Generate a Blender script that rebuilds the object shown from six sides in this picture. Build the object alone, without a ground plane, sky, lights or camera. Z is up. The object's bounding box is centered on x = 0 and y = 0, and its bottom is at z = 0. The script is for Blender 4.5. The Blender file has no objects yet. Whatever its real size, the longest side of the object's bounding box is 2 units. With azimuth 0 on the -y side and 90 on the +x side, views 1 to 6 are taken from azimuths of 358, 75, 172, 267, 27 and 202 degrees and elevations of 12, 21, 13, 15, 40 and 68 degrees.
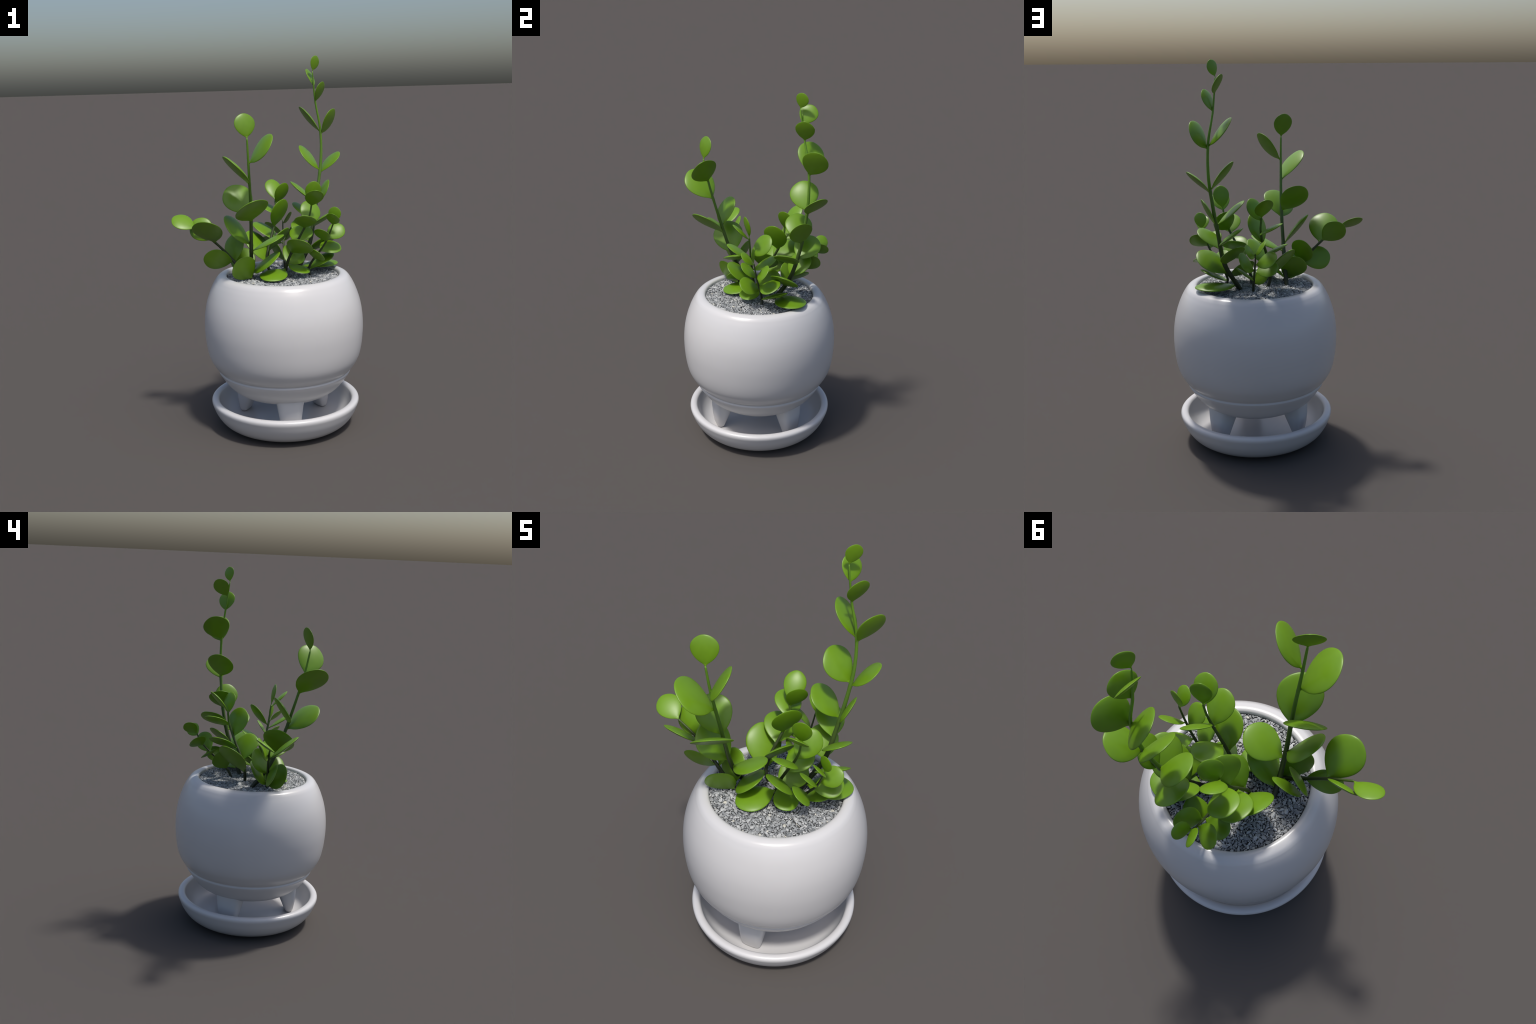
"""A succulent with round fleshy leaves growing in gravel in a white ceramic
egg-shaped pot on three stub feet, standing in a matching saucer."""
import bpy, bmesh, math, random
import numpy as np
from mathutils import Vector, Matrix

rng = random.Random(11)
AX, AY = 0.0767, -0.0012          # vertical axis shared by pot and saucer

# ------------------------------------------------------------------ helpers
def link(ob, parent=None):
    bpy.context.scene.collection.objects.link(ob)
    ob.parent = parent
    return ob

def make_mesh(name, verts, faces, mat=None, smooth=True):
    me = bpy.data.meshes.new(name)
    me.from_pydata([tuple(v) for v in verts], [], faces)
    me.update()
    if smooth:
        me.polygons.foreach_set("use_smooth", [True] * len(me.polygons))
    if mat:
        me.materials.append(mat)
    return me

def catmull(pts, n):
    """Smooth open curve through control points, n samples per span."""
    p = [np.array(q, float) for q in pts]
    p = [2 * p[0] - p[1]] + p + [2 * p[-1] - p[-2]]
    out = []
    for i in range(1, len(p) - 2):
        for k in range(n):
            t = k / n
            a, b, c, d = p[i - 1], p[i], p[i + 1], p[i + 2]
            out.append(0.5 * (2 * b + (c - a) * t + (2 * a - 5 * b + 4 * c - d) * t * t + (3 * b - a - 3 * c + d) * t ** 3))
    out.append(p[-2])
    return out

def lathe(name, profile, seg, mat):
    """Revolve an (r, z) profile; r = 0 end points become poles."""
    verts, faces, rings = [], [], []
    for r, z in profile:
        if r < 1e-6:
            rings.append([len(verts)]); verts.append((0, 0, z))
        else:
            rings.append(list(range(len(verts), len(verts) + seg)))
            verts += [(r * math.cos(2 * math.pi * k / seg), r * math.sin(2 * math.pi * k / seg), z) for k in range(seg)]
    for a, b in zip(rings, rings[1:]):
        for k in range(seg):
            j = (k + 1) % seg
            if len(a) == 1: faces.append((a[0], b[j], b[k]))
            elif len(b) == 1: faces.append((a[k], a[j], b[0]))
            else: faces.append((a[k], a[j], b[j], b[k]))
    return make_mesh(name, verts, faces, mat)

# ---------------------------------------------------------------- materials
def new_mat(name):
    m = bpy.data.materials.new(name); m.use_nodes = True
    nt = m.node_tree
    return m, nt, nt.nodes["Principled BSDF"]

def ramp(nt, stops):
    n = nt.nodes.new("ShaderNodeValToRGB")
    e = n.color_ramp.elements
    while len(e) < len(stops): e.new(0.5)
    for el, (p, c) in zip(e, stops):
        el.position = p; el.color = (*c, 1)
    return n

def ceramic():
    m, nt, b = new_mat("white_glazed_ceramic")
    tc = nt.nodes.new("ShaderNodeTexCoord")
    nz = nt.nodes.new("ShaderNodeTexNoise"); nz.inputs["Scale"].default_value = 3.0; nz.inputs["Detail"].default_value = 3
    nt.links.new(tc.outputs["Object"], nz.inputs["Vector"])
    r = ramp(nt, [(0.3, (0.585, 0.58, 0.585)), (0.7, (0.61, 0.605, 0.61))])
    nt.links.new(nz.outputs["Fac"], r.inputs["Fac"])
    nt.links.new(r.outputs["Color"], b.inputs["Base Color"])
    b.inputs["Roughness"].default_value = 0.27
    b.inputs["Specular IOR Level"].default_value = 0.5
    return m

def leaf_material():
    m, nt, b = new_mat("fleshy_leaf")
    tc = nt.nodes.new("ShaderNodeTexCoord")
    oi = nt.nodes.new("ShaderNodeObjectInfo")
    nz = nt.nodes.new("ShaderNodeTexNoise"); nz.inputs["Scale"].default_value = 2.2; nz.inputs["Detail"].default_value = 2
    nt.links.new(tc.outputs["Object"], nz.inputs["Vector"])
    add = nt.nodes.new("ShaderNodeMath"); add.operation = "MULTIPLY_ADD"
    add.inputs[1].default_value = 0.35
    nt.links.new(oi.outputs["Random"], add.inputs[0]); nt.links.new(nz.outputs["Fac"], add.inputs[2])
    r = ramp(nt, [(0.30, LEAF_A), (0.85, LEAF_B)])
    nt.links.new(add.outputs[0], r.inputs["Fac"])
    nt.links.new(r.outputs["Color"], b.inputs["Base Color"])
    b.inputs["Roughness"].default_value = 0.41
    b.inputs["Specular IOR Level"].default_value = 0.5
    return m

LEAF_A, LEAF_B = (0.112, 0.232, 0.005), (0.140, 0.282, 0.008)

def stem_material():
    """Dark woody green near the soil, fresh green towards the tips."""
    m, nt, b = new_mat("green_stem")
    tc = nt.nodes.new("ShaderNodeTexCoord")
    sep = nt.nodes.new("ShaderNodeSeparateXYZ")
    nt.links.new(tc.outputs["Object"], sep.inputs[0])
    nz = nt.nodes.new("ShaderNodeTexNoise"); nz.inputs["Scale"].default_value = 25
    nt.links.new(tc.outputs["Object"], nz.inputs["Vector"])
    ma = nt.nodes.new("ShaderNodeMath"); ma.operation = "MULTIPLY_ADD"; ma.inputs[1].default_value = 0.06
    nt.links.new(nz.outputs["Fac"], ma.inputs[0]); nt.links.new(sep.outputs["Z"], ma.inputs[2])
    r = ramp(nt, [(0.02, (0.020, 0.026, 0.012)), (0.25, (0.040, 0.060, 0.016)), (0.50, (0.085, 0.170, 0.020)), (0.85, (0.13, 0.28, 0.02))])
    nt.links.new(ma.outputs[0], r.inputs["Fac"])
    nt.links.new(r.outputs["Color"], b.inputs["Base Color"])
    b.inputs["Roughness"].default_value = 0.5
    return m

def gravel_material():
    m, nt, b = new_mat("crushed_grey_stone")
    geo = nt.nodes.new("ShaderNodeNewGeometry")
    tc = nt.nodes.new("ShaderNodeTexCoord")
    nz = nt.nodes.new("ShaderNodeTexNoise"); nz.inputs["Scale"].default_value = 90; nz.inputs["Detail"].default_value = 4
    nt.links.new(tc.outputs["Object"], nz.inputs["Vector"])
    r = ramp(nt, [(0.0, (0.20, 0.215, 0.225)), (0.3, (0.33, 0.345, 0.355)), (0.72, (0.46, 0.475, 0.48)), (0.95, (0.62, 0.63, 0.63)), (1.0, (0.68, 0.66, 0.57))])
    nt.links.new(geo.outputs["Random Per Island"], r.inputs["Fac"])
    mx = nt.nodes.new("ShaderNodeMix"); mx.data_type = "RGBA"; mx.blend_type = "MULTIPLY"
    mx.inputs["Factor"].default_value = 0.55
    r2 = ramp(nt, [(0.3, (0.5, 0.5, 0.52)), (0.7, (1, 1, 1))])
    nt.links.new(nz.outputs["Fac"], r2.inputs["Fac"])
    nt.links.new(r.outputs["Color"], mx.inputs[6]); nt.links.new(r2.outputs["Color"], mx.inputs[7])
    nt.links.new(mx.outputs[2], b.inputs["Base Color"])
    b.inputs["Roughness"].default_value = 0.7
    return m

def soil_material():
    m, nt, b = new_mat("dark_grit")
    tc = nt.nodes.new("ShaderNodeTexCoord")
    v = nt.nodes.new("ShaderNodeTexVoronoi"); v.inputs["Scale"].default_value = 120
    nt.links.new(tc.outputs["Object"], v.inputs["Vector"])
    r = ramp(nt, [(0.0, (0.14, 0.145, 0.15)), (0.6, (0.04, 0.042, 0.045))])
    nt.links.new(v.outputs["Distance"], r.inputs["Fac"])
    nt.links.new(r.outputs["Color"], b.inputs["Base Color"])
    b.inputs["Roughness"].default_value = 0.9
    return m

CERAMIC, LEAF, STEM, GRAVEL, SOIL = ceramic(), leaf_material(), stem_material(), gravel_material(), soil_material()

# ------------------------------------------------------------- top levels
plant = link(bpy.data.objects.new("potted_succulent", None))
plant.location = (AX, AY, 0.03)
plant["label"] = "round-leaved green succulent in a white egg-shaped ceramic pot with gravel"
plant["category"] = "potted plant"

# ------------------------------------------------------------------ saucer
def build_saucer():
    outer = [(0, 0.0), (0.22, 0.0), (0.262, 0.0015), (0.296, 0.007), (0.328, 0.0185), (0.361, 0.045), (0.388, 0.085),
             (0.404, 0.124), (0.4085, 0.140), (0.4065, 0.1515), (0.3985, 0.1585)]
    rim = [(0.388, 0.1605), (0.377, 0.1585), (0.3695, 0.1525), (0.3655, 0.143)]
    inner = [(0.359, 0.120), (0.347, 0.090), (0.327, 0.062), (0.300, 0.044), (0.262, 0.0365), (0.20, 0.035), (0, 0.035)]
    me = lathe("saucer", catmull(outer + rim + inner, 4), 160, CERAMIC)
    ob = link(bpy.data.objects.new("plant_saucer", me))
    ob.location = (AX, AY, 0)
    ob["label"] = "round shallow white glazed ceramic saucer with thick rounded rim"
    ob["category"] = "plant saucer"

build_saucer()

# --------------------------------------------------------------------- pot
def build_pot():
    under = [(0, 0.172), (0.15, 0.174), (0.235, 0.190), (0.287, 0.219), (0.318, 0.249), (0.341, 0.280), (0.3565, 0.303)]
    groove = [(0.3630, 0.3145), (0.3640, 0.3185), (0.3625, 0.3225), (0.3610, 0.3262), (0.3625, 0.3300)]
    wall = [(0.3705, 0.3370), (0.3880, 0.3590), (0.4105, 0.402), (0.4240, 0.460), (0.4310, 0.530), (0.4320, 0.590), (0.4265, 0.655),
            (0.4140, 0.715), (0.3960, 0.768), (0.3790, 0.805)]
    rim = [(0.3660, 0.8270), (0.3580, 0.8385), (0.3470, 0.8490), (0.3310, 0.8555), (0.3170, 0.8565), (0.3080, 0.8530), (0.3040, 0.8460), (0.3030, 0.8360)]
    inside = [(0.304, 0.80), (0.306, 0.76), (0.0, 0.76)]
    prof = catmull(under + groove + wall + rim, 4) + inside[:0] + [np.array(q) for q in inside]
    me = lathe("pot", prof, 160, CERAMIC)
    ob = link(bpy.data.objects.new("pot", me), plant)
    ob.location = (0, 0, -0.03)
    # three stub feet: rounded wedges, broad at the body, narrow at the floor
    rows = []          # (z, half width tangential, radial inner, radial outer)
    for z, hw, ri, ro in ((0.036, 0.022, 0.236, 0.252), (0.0375, 0.040, 0.229, 0.260), (0.043, 0.0475, 0.223, 0.266), (0.056, 0.0510, 0.216, 0.2715),
                          (0.10, 0.0575, 0.197, 0.279), (0.15, 0.0650, 0.175, 0.283), (0.19, 0.0720, 0.157, 0.283), (0.222, 0.0820, 0.143, 0.282), (0.245, 0.0980, 0.135, 0.283), (0.262, 0.115, 0.13, 0.285)):
        rows.append((z, hw, ri, ro))
    verts, faces, n = [], [], 28
    for z, hw, ri, ro in rows:
        cy, hr = (ri + ro) / 2, (ro - ri) / 2
        for k in range(n):
            a = 2 * math.pi * k / n
            c, s = math.cos(a), math.sin(a)
            e = 2 / 3.4
            verts.append((hw * math.copysign(abs(c) ** e, c), -(cy + hr * math.copysign(abs(s) ** e, s)), z))
    for i in range(len(rows) - 1):
        for k in range(n):
            j = (k + 1) % n
            faces.append((i * n + k, i * n + j, (i + 1) * n + j, (i + 1) * n + k)[::-1])
    faces.append(tuple(range(n)))
    faces.append(tuple(range((len(rows) - 1) * n, len(rows) * n))[::-1])
    fm = make_mesh("foot", verts, faces, CERAMIC)
    bm = bmesh.new(); bm.from_mesh(fm); bmesh.ops.recalc_face_normals(bm, faces=bm.faces); bm.to_mesh(fm); bm.free()
    for i in range(3):
        f = link(bpy.data.objects.new("foot", fm), ob)
        f.rotation_euler = (0, 0, math.radians(FOOT_TURN + 120 * i))
    return ob

FOOT_TURN = 2.0
build_pot()

# ---------------------------------------------------------- soil and gravel
def soil_z(x, y):
    r = math.hypot(x, y)
    return 0.8400 + 0.006 * (1 - (r / 0.30) ** 2) + 0.0025 * math.sin(17 * x + 1.3) * math.cos(15 * y - 0.4)

def build_gravel():
    prof = [(0, 0.842)] + [(0.305 * i / 12, 0.836 + 0.006 * (1 - (i / 12) ** 2)) for i in range(1, 13)]
    me = lathe("soil", [np.array(p) for p in prof][::-1], 64, SOIL)
    ob = link(bpy.data.objects.new("soil", me), plant)
    ob.location = (0, 0, -0.033)
    # a dozen crushed-stone shapes: convex hulls of scattered points
    shapes = []
    for s in range(24):
        bm = bmesh.new()
        k = rng.randint(8, 12)
        for i in range(k):
            a = 2 * math.pi * (i + rng.uniform(-.35, .35)) / k
            q = rng.uniform(0.75, 1.1)
            bm.verts.new((q * math.cos(a), q * math.sin(a) * rng.uniform(.75, 1), rng.uniform(-.5, .3)))
        for i in range(5):
            a = rng.uniform(0, 6.283); q = rng.uniform(0.2, .75)
            bm.verts.new((q * math.cos(a), q * math.sin(a), rng.uniform(0.3, .5)))
        r = bmesh.ops.convex_hull(bm, input=bm.verts)
        bmesh.ops.delete(bm, geom=[v for v in bm.verts if not v.link_faces], context="VERTS")
        bm.verts.index_update()
        shapes.append((np.array([v.co[:] for v in bm.verts]), [tuple(v.index for v in f.verts) for f in bm.faces]))
        bm.free()
    verts, faces = [], []
    def put(x, y, size, lift):
        co, fc = shapes[rng.randrange(len(shapes))]
        m = np.array((Matrix.Rotation(rng.gauss(0, .30), 3, 'X') @ Matrix.Rotation(rng.gauss(0, .30), 3, 'Y') @ Matrix.Rotation(rng.uniform(0, 6.283), 3, 'Z')))
        sc = np.array((size, size * rng.uniform(.55, .95), size * rng.uniform(.5, .95)))
        c = (co * sc) @ m.T + np.array((x, y, soil_z(x, y) + lift))
        b = len(verts)
        verts.extend(c); faces.extend(tuple(b + i for i in f) for f in fc)
    placed = {}
    def scatter(count, lo, hi, gap, lift, tries):
        n = 0
        for _ in range(tries):
            if n >= count: break
            r = 0.302 * math.sqrt(rng.random()); a = rng.uniform(0, 6.283)
            s = lo + (hi - lo) * rng.random() ** 2
            if r + s * .7 > 0.303: continue
            x, y = r * math.cos(a), r * math.sin(a)
            cx, cy = int((x + 1) / .03), int((y + 1) / .03)
            if any((x - q[0]) ** 2 + (y - q[1]) ** 2 < ((s + q[2]) * gap) ** 2 for i in (-1, 0, 1) for j in (-1, 0, 1) for q in placed.get((cx + i, cy + j), ())): continue
            placed.setdefault((cx, cy), []).append((x, y, s))
            put(x, y, s, lift); n += 1
    scatter(110, 0.0135, 0.0175, 0.80, -0.003, 3000)
    scatter(520, 0.0095, 0.0135, 0.72, -0.003, 16000)
    scatter(1500, 0.0062, 0.0095, 0.66, -0.002, 40000)
    scatter(1800, 0.0038, 0.0062, 0.60, -0.002, 40000)
    me = make_mesh("gravel", verts, faces, GRAVEL, smooth=False)
    g = link(bpy.data.objects.new("gravel", me), plant)
    g.location = (0, 0, -0.03)
    g["kind"] = "stuff"

build_gravel()

# -------------------------------------------------------------------- leaf
# outline of one leaf of length 1: distance from the petiole end, half width
OUTLINE = [(0, .026), (.035, .032), (.07, .052), (.10, .090), (.135, .150), (.18, .222), (.24, .300), (.32, .378), (.42, .450), (.52, .490),
           (.61, .500), (.70, .484), (.79, .434), (.87, .355), (.93, .262), (.97, .172), (.992, .085), (1.0, .0)]

def build_leaf_mesh():
    prof = catmull(OUTLINE, 3)
    n, verts, faces, rings = 36, [], [], []
    for t, w in prof:
        t, w = float(t), max(float(w), 0.0)
        if t > 0.9995 or w < 1e-4:
            rings.append([len(verts)]); verts.append((0, 1, 0)); continue
        q = min(w / .5, 1)
        f = .45 * q ** .55 + .55 * q ** 1.6
        hu, hl = LEAF_UP * f, LEAF_LOW * f
        if t < .12: hu = hl = max(.017, min(hu, hl))
        droop = LEAF_BEND * (4 * (t - .5) ** 2 - 1)
        ring = []
        for k in range(n):
            a = 2 * math.pi * k / n
            c, s = math.cos(a), math.sin(a)
            x = w * math.copysign(abs(c) ** .92, c)
            m = abs(s)
            if t > .12: m = .42 * m ** .75 + .58 * m ** 2.2     # rounded rim, gently domed face
            z = math.copysign((hu if s > 0 else hl) * m, s)
            ring.append(len(verts)); verts.append((x, t, z + droop + LEAF_CUP * x * x))
        rings.append(ring)
    for a, b in zip(rings, rings[1:]):
        for k in range(n):
            j = (k + 1) % n
            faces.append((a[k], a[j], b[0]) if len(b) == 1 else (a[k], a[j], b[j], b[k]))
    faces.append(tuple(rings[0])[::-1])
    me = make_mesh("leaf", verts, faces, LEAF)
    bm = bmesh.new(); bm.from_mesh(me); bmesh.ops.recalc_face_normals(bm, faces=bm.faces); bm.to_mesh(me); bm.free()
    return me

LEAF_UP, LEAF_LOW, LEAF_BEND, LEAF_CUP = 0.078, 0.050, 0.0, 0.0
LEAF_MESH = build_leaf_mesh()

# ------------------------------------------------------------------- shoots
# Each shoot: the spine of its stem (x, y, z from soil to tip), stem radius at
# the soil and at the tip, and its leaves from the tip down in opposite pairs:
# (height along the stem 0-1, compass heading, rise, roll in degrees, length, width)
SHOOTS = {
    "tall_shoot": dict(
        radius=(0.0125, 0.003),
        spine=[(0.156, 0.066, 0.835), (0.241, 0.129, 0.990), (0.273, 0.170, 1.146), (0.299, 0.191, 1.301), (0.318, 0.201, 1.456), (0.315, 0.200, 1.611), (0.287, 0.183, 1.767), (0.272, 0.163, 1.922)],
        leaves=[
            (1.0, 20, 72, -65, 0.084, 0.072),
            (0.925, 110, 54, 40, 0.113, 0.099),
            (0.849, -17, 68, -14, 0.116, 0.102),
            (0.698, 155, 48, 25, 0.185, 0.147),
            (0.686, 18, 57, -44, 0.16, 0.137),
            (0.503, 177, 51, -16, 0.181, 0.153),
            (0.491, 22, 43, -3, 0.165, 0.132),
            (0.34, 175, 41, 0, 0.186, 0.149),
            (0.333, -23, 60, 28, 0.157, 0.13),
            (0.245, 124, 32, 20, 0.18, 0.147),
            (0.22, -51, 33, 10, 0.173, 0.136),
            (0.145, 119, 42, 5, 0.168, 0.141),
            (0.094, -19, 33, -18, 0.201, 0.158),
            (0.031, 15, 2, 0, 0.226, 0.17),
        ]),
    "second_tall_shoot": dict(
        radius=(0.0115, 0.0045),
        spine=[(-0.092, 0.011, 0.835), (-0.093, -0.071, 0.944), (-0.093, -0.124, 1.054), (-0.092, -0.161, 1.163), (-0.093, -0.193, 1.272), (-0.097, -0.223, 1.381), (-0.101, -0.250, 1.491), (-0.105, -0.269, 1.600)],
        leaves=[
            (0.994, 123, 77, -11, 0.128, 0.112),
            (0.83, -27, 46, 40, 0.194, 0.152),
            (0.692, -138, 43, -19, 0.218, 0.177),
            (0.484, 149, 47, -37, 0.19, 0.163),
            (0.434, -89, 36, 21, 0.214, 0.181),
            (0.258, -176, 49, -22, 0.209, 0.173),
            (0.214, -8, 26, 0, 0.194, 0.152),
            (0.044, -42, 30, 28, 0.221, 0.159),
        ]),
    "leaning_shoot": dict(
        radius=(0.0095, 0.0045),
        spine=[(-0.082, -0.077, 0.835), (-0.127, -0.075, 0.876), (-0.165, -0.073, 0.918), (-0.201, -0.070, 0.959), (-0.237, -0.067, 1.001), (-0.278, -0.065, 1.042), (-0.327, -0.064, 1.084), (-0.388, -0.064, 1.125)],
        leaves=[
            (0.987, 158, 25, -27, 0.142, 0.114),
            (0.761, 149, 40, -59, 0.156, 0.127),
            (0.717, -116, 41, 8, 0.209, 0.16),
            (0.365, -171, 11, 65, 0.165, 0.128),
            (0.34, 93, 61, -42, 0.162, 0.132),
            (0.069, 118, 50, -37, 0.178, 0.136),
            (0.031, -128, 45, 60, 0.173, 0.141),
        ]),
    "middle_shoot": dict(
        radius=(0.009, 0.005),
        spine=[(0.016, 0.045, 0.835), (-0.001, 0.046, 0.892), (0.001, 0.059, 0.948), (0.015, 0.081, 1.005), (0.034, 0.106, 1.062), (0.051, 0.129, 1.119), (0.060, 0.146, 1.175), (0.055, 0.152, 1.232)],
        leaves=[
            (1.0, 95, 47, 13, 0.143, 0.099),
            (0.95, -11, 63, -39, 0.129, 0.096),
            (0.792, 118, 22, 17, 0.16, 0.128),
            (0.629, -36, 68, -6, 0.174, 0.141),
            (0.484, 108, 23, 20, 0.176, 0.146),
            (0.314, -19, 50, -12, 0.179, 0.143),
            (0.157, 125, 48, 11, 0.224, 0.17),
        ]),
    "front_shoot": dict(
        radius=(0.0085, 0.004),
        spine=[(0.089, -0.023, 0.835), (0.095, -0.034, 0.893), (0.113, -0.046, 0.951), (0.140, -0.058, 1.009), (0.170, -0.070, 1.068), (0.199, -0.081, 1.126), (0.220, -0.090, 1.184), (0.230, -0.096, 1.242)],
        leaves=[
            (1.0, -62, 78, -19, 0.121, 0.086),
            (0.962, -79, 45, -10, 0.133, 0.097),
            (0.717, 63, 43, 43, 0.157, 0.12),
            (0.673, -91, 33, -6, 0.156, 0.116),
            (0.459, 64, 29, 9, 0.159, 0.128),
            (0.34, -68, 27, -32, 0.187, 0.141),
            (0.182, -33, -15, 2, 0.137, 0.114),
            (0.12, -130, -8, -8, 0.195, 0.142),
            (0.176, 60, 24, 39, 0.165, 0.136),
        ]),
    "low_front_shoot": dict(
        radius=(0.007, 0.0035),
        spine=[(0.226, -0.026, 0.835), (0.218, -0.024, 0.878), (0.236, -0.035, 0.921), (0.264, -0.051, 0.964), (0.292, -0.067, 1.006), (0.313, -0.080, 1.049), (0.329, -0.090, 1.092), (0.343, -0.100, 1.135)],
        leaves=[
            (1.0, -49, 80, -65, 0.088, 0.069),
            (0.962, -96, 45, -23, 0.097, 0.075),
            (0.704, 26, 33, 46, 0.118, 0.093),
            (0.654, -120, 44, -4, 0.117, 0.091),
            (0.472, 35, 10, 24, 0.141, 0.118),
            (0.333, -88, 28, -36, 0.132, 0.11),
            (0.119, 34, 25, -8, 0.178, 0.146),
        ]),
    "low_back_shoot": dict(
        radius=(0.0075, 0.003),
        spine=[(0.098, 0.119, 0.835), (0.099, 0.135, 0.871), (0.100, 0.164, 0.907), (0.102, 0.201, 0.943), (0.103, 0.240, 0.979), (0.105, 0.277, 1.015), (0.106, 0.306, 1.051), (0.108, 0.322, 1.087)],
        leaves=[
            (1.0, 123, 40, 46, 0.099, 0.078),
            (0.943, 42, 35, -56, 0.091, 0.077),
            (0.742, 152, 24, 42, 0.126, 0.098),
            (0.579, 36, 41, -54, 0.139, 0.105),
            (0.547, 168, 14, 33, 0.123, 0.104),
            (0.321, 38, 35, -18, 0.136, 0.11),
            (0.208, 145, 51, 52, 0.142, 0.117),
        ]),
}

def stem_curve(spine):
    p = [np.array(q, float) for q in spine]
    base = p[0] - (p[1] - p[0]) * (0.05 / (p[1][2] - p[0][2]))
    return catmull(p, 14), base

def build_shoot(name, spec):
    spine, r0, r1, leaves = spec["spine"], spec["radius"][0], spec["radius"][1], spec["leaves"]
    curve, below = stem_curve(spine)
    z0, z1 = spine[0][2], spine[-1][2]
    pts = [below] + curve
    org = np.array(spine[0], float)
    n, verts, faces = 14, [], []
    up = Vector((0.3, 1, 0.1))
    for i, p in enumerate(pts):
        tg = Vector(pts[min(i + 1, len(pts) - 1)] - pts[max(i - 1, 0)]).normalized()
        u = (up - tg * up.dot(tg)).normalized(); v = tg.cross(u)
        h = max(0.0, (p[2] - z0) / (z1 - z0))
        r = r1 + (r0 - r1) * (1 - h) ** 0.85
        if h > .985: r *= max(.45, 1 - (h - .985) / .015 * .5)
        for node in leaves:                       # faint swelling at the leaf nodes
            d = (h - node[0]) * (z1 - z0)
            r *= 1 + 0.10 * math.exp(-(d / 0.008) ** 2)
        for k in range(n):
            a = 2 * math.pi * k / n
            q = u * (math.cos(a) * r) + v * (math.sin(a) * r)
            verts.append(tuple(p - org + np.array(q)))
    for i in range(len(pts) - 1):
        for k in range(n):
            j = (k + 1) % n
            faces.append((i * n + k, i * n + j, (i + 1) * n + j, (i + 1) * n + k))
    faces.append(tuple(range(n))[::-1]); faces.append(tuple(range((len(pts) - 1) * n, len(pts) * n)))
    stem = link(bpy.data.objects.new("stem", make_mesh("stem", verts, faces, STEM)), plant)
    stem.location = Vector(org) - plant.location
    zs = np.array([q[2] for q in curve])
    for h, heading, rise, roll, length, width in leaves:
        z = z0 + h * (z1 - z0)
        base = np.array([np.interp(z, zs, [q[i] for q in curve]) for i in (0, 1)] + [z])
        th, ph, ps = (math.radians(q) for q in (heading, rise, roll))
        d = Vector((math.cos(ph) * math.cos(th), math.cos(ph) * math.sin(th), math.sin(ph)))
        a = Vector((0, 0, 1)).cross(d).normalized(); b = d.cross(a)
        nrm = b * math.cos(ps) - a * math.sin(ps)
        x = d.cross(nrm).normalized()
        ob = link(bpy.data.objects.new("leaf", LEAF_MESH), stem)
        m = Matrix((x * width, d * length, nrm * length)).transposed().to_4x4()
        m.translation = Vector(base - org)
        ob.matrix_basis = m

for shoot, spec in SHOOTS.items():
    build_shoot(shoot, spec)
